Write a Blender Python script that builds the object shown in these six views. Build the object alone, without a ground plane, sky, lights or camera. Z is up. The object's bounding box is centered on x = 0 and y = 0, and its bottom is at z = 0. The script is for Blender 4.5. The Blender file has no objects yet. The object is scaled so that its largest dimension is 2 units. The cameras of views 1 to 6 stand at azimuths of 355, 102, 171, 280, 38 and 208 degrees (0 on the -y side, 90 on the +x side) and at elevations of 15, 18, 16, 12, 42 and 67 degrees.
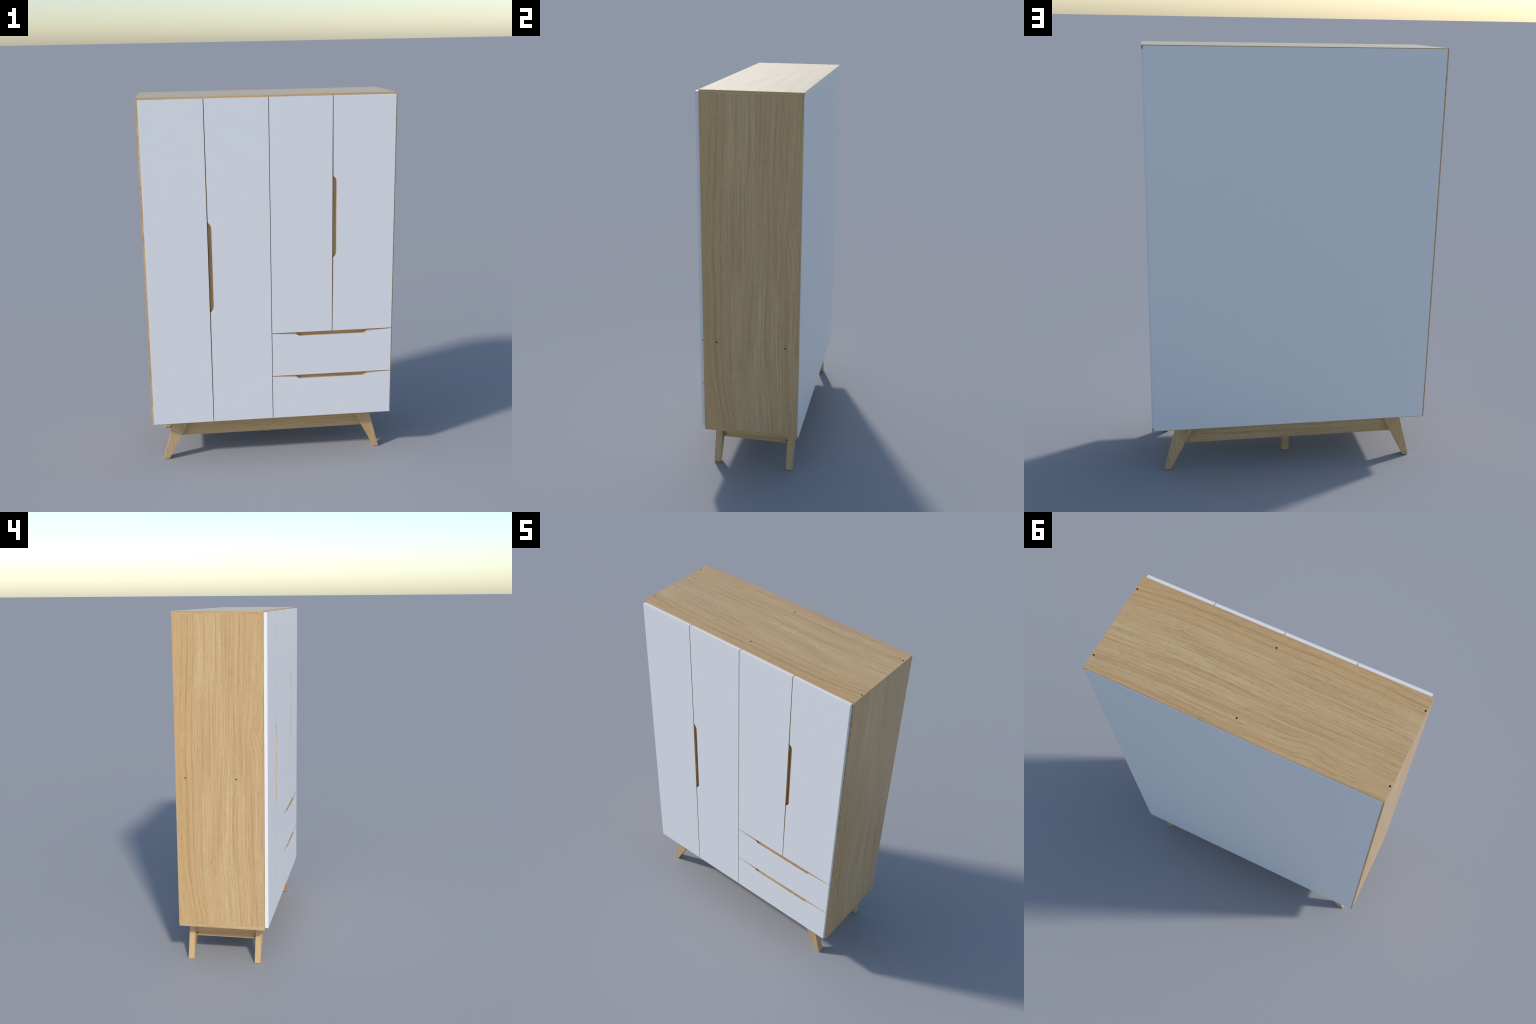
"""Mid-century wardrobe: oak-veneer carcass, white fronts, splayed oak legs."""
import bpy, bmesh, math
from mathutils import Vector, Matrix

# ------------------------------------------------------------------ sizes (m)
HALF_W = 0.6662            # carcass half width
FRONT, BACK = -0.2387, 0.2556
Z_LOW, Z_TOP = 0.2260, 2.0
BOARD = 0.0165             # board thickness
DOOR_F, DOOR_B = -0.2586, -0.2397
DOOR_L, DOOR_R, DOOR_LO, DOOR_HI = -0.6556, 0.6567, 0.2380, 1.9910
GAP = 0.0034               # reveal between fronts
DRAWER_TOP, DRAWER_MID = 0.7322, 0.4845   # centres of the horizontal reveals


# ------------------------------------------------------------------ materials
class Graph:
    """Tiny helper for wiring shader nodes."""

    def __init__(self, name):
        self.mat = bpy.data.materials.new(name)
        self.mat.use_nodes = True
        self.nt = self.mat.node_tree
        self.bsdf = self.nt.nodes["Principled BSDF"]

    def put(self, sock, val):
        if isinstance(val, bpy.types.NodeSocket):
            self.nt.links.new(val, sock)
        else:
            sock.default_value = val

    def math(self, op, a, b=0.0, c=0.0, clamp=False):
        n = self.nt.nodes.new("ShaderNodeMath")
        n.operation = op
        n.use_clamp = clamp
        for s, v in zip(n.inputs, (a, b, c)):
            self.put(s, v)
        return n.outputs[0]

    def mad(self, a, b, c):
        return self.math("MULTIPLY_ADD", a, b, c)

    def vec(self, x, y, z):
        n = self.nt.nodes.new("ShaderNodeCombineXYZ")
        for s, v in zip(n.inputs, (x, y, z)):
            self.put(s, v)
        return n.outputs[0]

    def noise(self, vec, detail=2.0, rough=0.5, scale=1.0):
        n = self.nt.nodes.new("ShaderNodeTexNoise")
        self.put(n.inputs["Vector"], vec)
        n.inputs["Scale"].default_value = scale
        n.inputs["Detail"].default_value = detail
        n.inputs["Roughness"].default_value = rough
        return n.outputs[0]

    def step(self, val, lo, hi, out_lo=0.0, out_hi=1.0):
        n = self.nt.nodes.new("ShaderNodeMapRange")
        n.interpolation_type = "SMOOTHSTEP"
        self.put(n.inputs[0], val)
        for i, v in enumerate((lo, hi, out_lo, out_hi)):
            n.inputs[i + 1].default_value = v
        return n.outputs[0]

    def bell(self, val, centre, width):
        d = self.math("DIVIDE", self.math("SUBTRACT", val, centre), width)
        return self.math("EXPONENT", self.math("MULTIPLY", self.math("MULTIPLY", d, d), -1.0))

    def mix(self, fac, a, b, mode="MIX"):
        n = self.nt.nodes.new("ShaderNodeMix")
        n.data_type = "RGBA"
        n.blend_type = mode
        self.put(n.inputs[0], fac)
        for s, v in ((n.inputs[6], a), (n.inputs[7], b)):
            self.put(s, v if isinstance(v, bpy.types.NodeSocket) else (*v, 1.0))
        return n.outputs[2]

    def bump(self, height, strength, dist):
        n = self.nt.nodes.new("ShaderNodeBump")
        n.inputs["Strength"].default_value = strength
        n.inputs["Distance"].default_value = dist
        self.put(n.inputs["Height"], height)
        self.nt.links.new(n.outputs[0], self.bsdf.inputs["Normal"])


OAK_PALE = (0.648, 0.457, 0.238)
OAK_WARM = (0.612, 0.396, 0.180)
OAK_DARK = (0.410, 0.248, 0.109)
OAK_PORE = (0.275, 0.172, 0.084)


def oak(name, across, along, depth, figured=False, seed=0.0, rough=0.31):
    """Oak veneer.  across / along / depth give (axis, sign, offset) of the sheet
    coordinate w (over the grain), v (with the grain) and n (through the board).
    A figured sheet carries the flat-sawn edge, the eye and the small knot."""
    g = Graph(name)
    tc = g.nt.nodes.new("ShaderNodeTexCoord")
    sep = g.nt.nodes.new("ShaderNodeSeparateXYZ")
    g.nt.links.new(tc.outputs["Object"], sep.inputs[0])

    def axis(spec):
        return g.mad(sep.outputs["XYZ".index(spec[0])], spec[1], spec[2] + 0.0)

    w, v, n = axis(across), axis(along), axis(depth)
    n = g.math("ADD", n, seed)

    # slow wander of the grain lines
    wander = g.noise(g.vec(g.math("MULTIPLY", w, 3.5), g.math("MULTIPLY", v, 1.5), n), 2.0)
    wobble = g.noise(g.vec(g.math("MULTIPLY", w, 14.0), g.math("MULTIPLY", v, 6.0), g.math("ADD", n, 4.0)), 2.0)
    f = g.mad(g.math("SUBTRACT", wander, 0.5), 0.036, w)
    f = g.mad(g.math("SUBTRACT", wobble, 0.5), 0.009, f)

    if figured:
        # the flat-sawn edge: its lines lean out towards both ends of the sheet
        sweep = g.math("ADD", g.step(v, 1.15, 2.15, 0.0, 0.042), g.step(v, 0.66, 0.16, 0.0, 0.085))
        fade = g.math("EXPONENT", g.math("MULTIPLY", g.math("MAXIMUM", w, 0.0), -3.2))
        f = g.math("SUBTRACT", f, g.math("MULTIPLY", sweep, fade))
        # an eye, with the lines bowing round it
        eye = g.math("MULTIPLY", g.bell(w, 0.440, 0.050), g.bell(v, 1.333, 0.075))
        f = g.mad(eye, 0.024, f)
        # a pin knot pinching the lines
        knot = g.math("MULTIPLY", g.bell(w, 0.188, 0.020), g.bell(v, 0.613, 0.022))
        f = g.mad(knot, 0.008, f)
        lean = g.math("MULTIPLY", g.bell(w, 0.27, 0.10), g.step(v, 1.25, 0.85, 0.0, 0.016))
        f = g.math("ADD", f, lean)

    def streak(fs, vs, off, detail=2.0, rough_=0.5):
        return g.noise(g.vec(g.math("MULTIPLY", f, fs), g.math("MULTIPLY", v, vs),
                             g.mad(n, 6.0, off)), detail, rough_)

    broad = streak(15.0, 0.35, 0.0, 2.0)            # 5-8 cm tone bands
    rings = streak(70.0, 0.8, 7.0, 3.0, 0.65)        # growth rings, about 1 cm
    tight = streak(185.0, 1.9, 19.0, 3.0, 0.65)     # the lines within them
    fine = streak(360.0, 9.0, 13.0, 3.0, 0.65)      # hairline streaks
    pores = streak(420.0, 26.0, 23.0, 2.0, 0.55)    # short dark vessels

    warm = g.step(broad, 0.42, 0.60)
    if figured:
        warm = g.math("MAXIMUM", g.math("MULTIPLY", warm, 0.7), g.step(f, 0.135, 0.085, 0.0, 0.95))
    col = g.mix(warm, OAK_PALE, OAK_WARM)
    calm = g.step(f, 0.15, 0.09, 1.0, 0.45) if figured else 1.0    # flat-sawn part is quieter
    col = g.mix(g.math("MULTIPLY", g.step(rings, 0.45, 0.66, 0.0, 0.38), calm), col, OAK_DARK)
    col = g.mix(g.math("MULTIPLY", g.step(tight, 0.45, 0.64, 0.0, 0.50), calm), col, OAK_DARK)
    col = g.mix(g.step(fine, 0.46, 0.66, 0.0, 0.36), col, OAK_DARK)
    dash = g.math("MULTIPLY", g.step(pores, 0.52, 0.66), g.step(tight, 0.40, 0.58, 0.3, 1.0))
    col = g.mix(g.math("MULTIPLY", dash, 0.38), col, OAK_PORE)
    if figured:
        lines = g.math("ADD", g.bell(f, 0.0565, 0.0042),
                       g.math("MULTIPLY", g.bell(f, 0.0905, 0.0035), 0.75))
        lines = g.math("ADD", lines, g.math("MULTIPLY", g.bell(f, 0.024, 0.004), 0.55))
        ragged = g.step(streak(25.0, 5.0, 31.0), 0.3, 0.65, 0.40, 0.85)
        col = g.mix(g.math("MULTIPLY", lines, ragged, clamp=True), col, OAK_DARK)
        speck = g.math("MULTIPLY", g.bell(w, 0.188, 0.007), g.bell(v, 0.613, 0.004))
        col = g.mix(g.math("MULTIPLY", speck, 0.45), col, OAK_PORE)
    g.put(g.bsdf.inputs["Base Color"], col)
    g.bsdf.inputs["Roughness"].default_value = rough
    g.bump(g.math("ADD", fine, pores), 0.06, 0.001)
    return g.mat


def painted(name, base, rough):
    """White lacquer with a barely visible roller mottle."""
    g = Graph(name)
    tc = g.nt.nodes.new("ShaderNodeTexCoord")
    cloud = g.noise(tc.outputs["Object"], 3.0, 0.6, 9.0)
    tint = tuple(c * k for c, k in zip(base, (0.996, 0.997, 0.996)))
    g.put(g.bsdf.inputs["Base Color"], g.mix(g.step(cloud, 0.35, 0.65), tint, base))
    g.bsdf.inputs["Roughness"].default_value = rough
    return g.mat


def plain(name, base, rough, metal=0.0):
    g = Graph(name)
    tc = g.nt.nodes.new("ShaderNodeTexCoord")
    grit = g.noise(tc.outputs["Object"], 2.0, 0.5, 400.0)
    g.put(g.bsdf.inputs["Base Color"], g.mix(grit, tuple(c * 0.8 for c in base), base))
    g.bsdf.inputs["Roughness"].default_value = rough
    g.bsdf.inputs["Metallic"].default_value = metal
    return g.mat


OAK_LEFT = oak("oak_side_rear_edge_figure", ("Y", -1, BACK), ("Z", 1, 0), ("X", 1, 0), True, 0.0)
OAK_RIGHT = oak("oak_side_front_edge_figure", ("Y", 1, -FRONT), ("Z", 1, 0), ("X", -1, 0), True, 0.0)
OAK_TOP = oak("oak_top_figure", ("Y", 1, 0.262), ("X", -1, 1.0), ("Z", 1, HALF_W - Z_TOP - 2 * HALF_W), True, 0.0)
OAK_Y = oak("oak_grain_front_to_back", ("Z", 1, 0), ("Y", 1, 0), ("X", 1, 0), seed=5.0)
OAK_X = oak("oak_grain_sideways", ("Z", 1, 0), ("X", 1, 0), ("Y", 1, 0), seed=9.0)
OAK_Z = oak("oak_grain_upright", ("X", 1, 0), ("Z", 1, 0), ("Y", 1, 0), seed=14.0)
WHITE = painted("white_lacquer", (0.806, 0.805, 0.808), 0.42)
OAK_LEG_SIDE = oak("oak_leg_side_grain", ("Y", 1, 0), ("Z", 1, 0), ("X", 0.1, 0), seed=17.0)
HOLE = plain("dark_drill_hole", (0.030, 0.022, 0.014), 0.8)
STEEL = plain("dark_screw_steel", (0.022, 0.018, 0.014), 0.6, 0.3)


# ------------------------------------------------------------------ modelling
root = bpy.data.objects.new("wardrobe", None)
root.empty_display_size = 0.2
bpy.context.scene.collection.objects.link(root)
root["label"] = "tall oak wardrobe with white doors and drawers on splayed legs"
root["category"] = "wardrobe"


def add_object(name, mesh, parent=None, loc=(0, 0, 0)):
    ob = bpy.data.objects.new(name, mesh)
    bpy.context.scene.collection.objects.link(ob)
    ob.parent = parent or root
    ob.location = loc
    return ob


def finish(bm, name, mats):
    bmesh.ops.recalc_face_normals(bm, faces=bm.faces)
    me = bpy.data.meshes.new(name)
    bm.to_mesh(me)
    bm.free()
    for m in mats:
        me.materials.append(m)
    return me


def board(name, lo, hi, mats, pick=None, parent=None, holes=()):
    """A rectangular board; pick(normal) chooses the material of each face.
    holes: (point on the face, drilling direction) pairs, drilled and given screws."""
    bm = bmesh.new()
    c = [(a + b) / 2 for a, b in zip(lo, hi)]
    s = [b - a for a, b in zip(lo, hi)]
    bmesh.ops.create_cube(bm, size=1.0, matrix=Matrix.Translation(c) @ Matrix.Diagonal((*s, 1.0)))
    bm.normal_update()
    for f in bm.faces:
        f.material_index = pick(f.normal) if pick else 0
    ob = add_object(name, finish(bm, name, mats), parent)
    if holes:
        drill(ob, holes)
    return ob


HOLE_R, HOLE_D = 0.0041, 0.0060


def drill(ob, holes):
    bm = bmesh.new()
    for p, d in holes:
        d = Vector(d)
        rot = d.to_track_quat("Z", "Y").to_matrix().to_4x4()
        bmesh.ops.create_cone(bm, cap_ends=True, segments=20, radius1=HOLE_R, radius2=HOLE_R,
                              depth=2 * HOLE_D, matrix=Matrix.Translation(p) @ rot)
    cutter = add_object("drill_bit", finish(bm, "drill_bit", [HOLE]))
    mod = ob.modifiers.new("drill", "BOOLEAN")
    mod.operation, mod.solver, mod.object = "DIFFERENCE", "EXACT", cutter
    mod.material_mode = "TRANSFER"
    bpy.context.view_layer.update()
    dg = bpy.context.evaluated_depsgraph_get()
    me = bpy.data.meshes.new_from_object(ob.evaluated_get(dg))
    ob.modifiers.clear()
    ob.data = me
    bpy.data.objects.remove(cutter)
    for p, d in holes:
        d = Vector(d)
        s = add_object("screw", screw_mesh(), ob, Vector(p) + d * (HOLE_D - 0.0002))
        s.rotation_mode = "QUATERNION"
        s.rotation_quaternion = (-d).to_track_quat("Z", "Y")


_screw = []


def screw_mesh():
    """Countersunk head with a hexagonal socket, sunk at the bottom of its hole."""
    if not _screw:
        bm = bmesh.new()
        rings = []
        for r, z, seg in ((0.0036, 0.0, 18), (0.0026, 0.0012, 18), (0.0013, 0.0012, 18), (0.0012, 0.0004, 18)):
            rings.append([bm.verts.new((r * math.cos(2 * math.pi * i / seg), r * math.sin(2 * math.pi * i / seg), z))
                          for i in range(seg)])
        for a, b in zip(rings, rings[1:]):
            for i in range(18):
                bm.faces.new((a[i], a[(i + 1) % 18], b[(i + 1) % 18], b[i]))
        bm.faces.new(rings[-1])
        bm.faces.new(rings[0])
        _screw.append(finish(bm, "screw", [STEEL]))
    return _screw[0]


# --- carcass -----------------------------------------------------------------
top_holes = [((x, y, Z_TOP), (0, 0, -1)) for x in (-0.6575, 0.0, 0.6575) for y in (-0.1693, 0.1862)]
board("top_panel", (-HALF_W, FRONT, Z_TOP - BOARD), (HALF_W, BACK, Z_TOP), [OAK_TOP, OAK_X, OAK_Y],
      lambda n: 0 if abs(n.z) > 0.5 else (1 if abs(n.y) > 0.5 else 2), holes=top_holes)
board("bottom_panel", (-HALF_W, FRONT, Z_LOW), (HALF_W, BACK, Z_LOW + BOARD), [OAK_X, OAK_Y],
      lambda n: 1 if abs(n.x) > 0.5 else 0)
board("side_panel", (-HALF_W, FRONT, Z_LOW + BOARD), (-HALF_W + BOARD, BACK, Z_TOP - BOARD), [OAK_LEFT],
      holes=[((-HALF_W, y, 1.0950), (1, 0, 0)) for y in (-0.0860, 0.2000)])
board("side_panel", (HALF_W - BOARD, FRONT, Z_LOW + BOARD), (HALF_W, BACK, Z_TOP - BOARD), [OAK_RIGHT, WHITE],
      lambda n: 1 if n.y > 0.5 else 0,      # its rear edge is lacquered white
      holes=[((HALF_W, y, 0.7323), (-1, 0, 0)) for y in (-0.1697, 0.1858)])
inner = HALF_W - BOARD
zi0, zi1 = Z_LOW + BOARD, Z_TOP - BOARD
board("divider", (-BOARD / 2, FRONT + 0.001, zi0), (BOARD / 2, BACK, zi1), [OAK_Z])
board("shelf", (-inner, -0.115, 1.0950 - BOARD / 2), (-BOARD / 2, 0.229, 1.0950 + BOARD / 2), [OAK_X])
board("shelf", (BOARD / 2, FRONT + 0.001, 0.7323 - BOARD / 2), (inner, 0.2150, 0.7323 + BOARD / 2), [OAK_X])
board("back_panel", (-0.6590, BACK, 0.2298), (0.6580, 0.2586, 1.9965), [WHITE])

# --- fronts ------------------------------------------------------------------
# A finger pull is a cove scooped out of one edge of a front.  (share of the full
# opening, share of the front's thickness), from the face inwards:
COVE = ((1.0, 0.0), (0.985, 0.33), (0.95, 0.58), (0.86, 0.70), (0.66, 0.75), (0.40, 0.77), (0.02, 0.78), (0.01, 1.0))

# the drawers' pulls are scooped nearly right through
DEEP_COVE = ((1.0, 0.0), (0.99, 0.45), (0.97, 0.80), (0.90, 0.92), (0.66, 0.955), (0.40, 0.965), (0.04, 0.975), (0.03, 1.0))


def front(name, x0, x1, z0, z1, edge=None, pull=None, bare=0.0, cove=COVE):
    """White slab.  edge: the side that carries the pull ('left' or 'top').
    pull: (start, end, depth, corner length) measured along that edge from its
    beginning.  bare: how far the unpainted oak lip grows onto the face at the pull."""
    length, width = (z1 - z0, x1 - x0) if edge == "left" else (x1 - x0, z1 - z0)

    def place(s, d, y):
        return (x0 + d, y, z0 + s) if edge == "left" else (x0 + s, y, z1 - d)

    # edges that meet a neighbour are bare oak, the outer ones are lacquered
    bare_side = {-1: x0 > DOOR_L + 0.001, 1: x1 < DOOR_R - 0.001}
    if not pull:
        return board(name, (x0, DOOR_F, z0), (x1, DOOR_B, z1), [WHITE, OAK_Z],
                     lambda n: int(abs(n.x) > 0.5 and bare_side[1 if n.x > 0 else -1]))

    s0, s1, depth, corner = pull
    radius = (corner ** 2 + depth ** 2) / (2 * depth)
    path, steps = [], 10

    def arc(k):                       # share of the corner travelled -> depth
        t = corner * (1 - k)
        return depth - radius + math.sqrt(radius ** 2 - t ** 2)

    k_lip = next(i / 400 for i in range(401) if arc(i / 400) >= bare)
    ks = sorted({i / steps for i in range(steps + 1)} | {k_lip})
    lip = ks.index(k_lip)
    path = [(s0 + k * corner, arc(k)) for k in ks] + [(s1 - k * corner, arc(k)) for k in reversed(ks)]
    m = len(path)
    mid = (s0 + s1) / 2

    bm = bmesh.new()
    rings = []
    for share, through in cove:
        y = DOOR_F + (DOOR_B - DOOR_F) * through
        pts = [(0.0, 0.0)]
        for s, d in path:
            pull_in = (1 - share) * corner * 0.35
            pts.append((s + (pull_in if s < mid else -pull_in), d * share))
        pts += [(length, 0.0), (length, width), (0.0, width)]
        rings.append([bm.verts.new(place(s, d, y)) for s, d in pts])
    count = m + 4

    def face(verts, mat):
        f = bm.faces.new(verts)
        f.material_index = mat

    for a, b in zip(rings, rings[1:]):
        for i in range(count):
            j = (i + 1) % count
            inner_side = (i == m + 2 if edge == "left" else i == m + 3)
            inner_side = inner_side and bare_side[1 if edge == "left" else -1]
            face((a[i], a[j], b[j], b[i]), 1 if i <= m or inner_side else 0)
    r = rings[0]
    first, last = 1 + lip, m - lip                # path vertices where the oak lip ends
    face([r[0]] + r[1:first + 1], 1)
    face(r[last:m + 1] + [r[m + 1]], 1)
    face([r[0]] + r[first:last + 1] + r[m + 1:], 0)
    face(rings[-1], 0)
    return add_object(name, finish(bm, name, [WHITE, OAK_Z if edge == "left" else OAK_X]))


h = GAP / 2
pitch = (DOOR_R - DOOR_L + GAP) / 4           # door width and one reveal
xs = [DOOR_L - h + pitch * i for i in range(5)]
low_r = DRAWER_TOP + h                      # the right-hand doors stop above the drawers
front("door", DOOR_L, xs[1] - h, DOOR_LO, DOOR_HI)
front("door", xs[1] + h, xs[2] - h, DOOR_LO, DOOR_HI, "left",
      (0.8690 - DOOR_LO, 1.3590 - DOOR_LO, 0.0190, 0.037), 0.0022)
front("door", xs[2] + h, xs[3] - h, low_r, DOOR_HI)
front("door", xs[3] + h, DOOR_R, low_r, DOOR_HI, "left",
      (1.1445 - low_r, 1.5805 - low_r, 0.0190, 0.030), 0.0036)
dx0 = xs[2] + h
for bottom, top in ((DRAWER_MID + h, DRAWER_TOP - h), (DOOR_LO, DRAWER_MID - h)):
    front("drawer_front", dx0, DOOR_R, bottom, top, "top",
          (0.1325 - dx0, 0.5240 - dx0, 0.0178, 0.0235), 0.0085, DEEP_COVE)

# --- base --------------------------------------------------------------------
LEG_D = 0.0355                              # leg thickness, front to back


def leg_mesh():
    """Left leg: slanted outside, more slanted inside, so it tapers to the foot."""
    outline = [(-0.6115, 0.0), (-0.5820, 0.0), (-0.4640, Z_LOW), (-0.5503, Z_LOW)]
    bm = bmesh.new()
    cx = -0.5300
    f = [bm.verts.new((x - cx, -LEG_D / 2, z)) for x, z in outline]
    b = [bm.verts.new((x - cx, LEG_D / 2, z)) for x, z in outline]
    bm.faces.new(f)
    bm.faces.new(list(reversed(b)))
    for i in range(4):
        bm.faces.new((f[i], f[(i + 1) % 4], b[(i + 1) % 4], b[i]))
    bmesh.ops.bevel(bm, geom=bm.edges[:], offset=0.0008, segments=1, affect="EDGES", profile=0.5)
    bm.normal_update()
    for face in bm.faces:
        face.material_index = int(abs(face.normal.x) > 0.7)
    return finish(bm, "leg", [OAK_Z, OAK_LEG_SIDE]), cx


leg_data, leg_cx = leg_mesh()
for x, turn in ((leg_cx, 0.0), (-leg_cx, math.pi)):
    for y in (-0.1878, 0.2042):
        ob = add_object("leg", leg_data, None, (x, y, 0.0))
        ob.rotation_euler = (0, 0, turn)
board("leg", (-0.018, 0.0625, 0.0), (0.018, 0.0970, Z_LOW), [OAK_X])

RAIL_LOW, SIDE_LOW = 0.1222, 0.1210
YF, YB = -0.1695, 0.1880                    # rails run just behind / before the legs
for y0, y1 in ((YF, YF + BOARD), (YB - BOARD, YB)):
    board("apron", (-0.5270, y0, RAIL_LOW), (0.5270, y1, Z_LOW), [OAK_X])
for side in (-1, 1):
    x0, x1 = sorted((side * 0.5270, side * 0.5435))
    board("apron", (x0, YF, SIDE_LOW), (x1, YB, Z_LOW), [OAK_Y],
          holes=[((side * 0.5435, y, 0.1365), (-side, 0, 0)) for y in (-0.1612, 0.1797)])
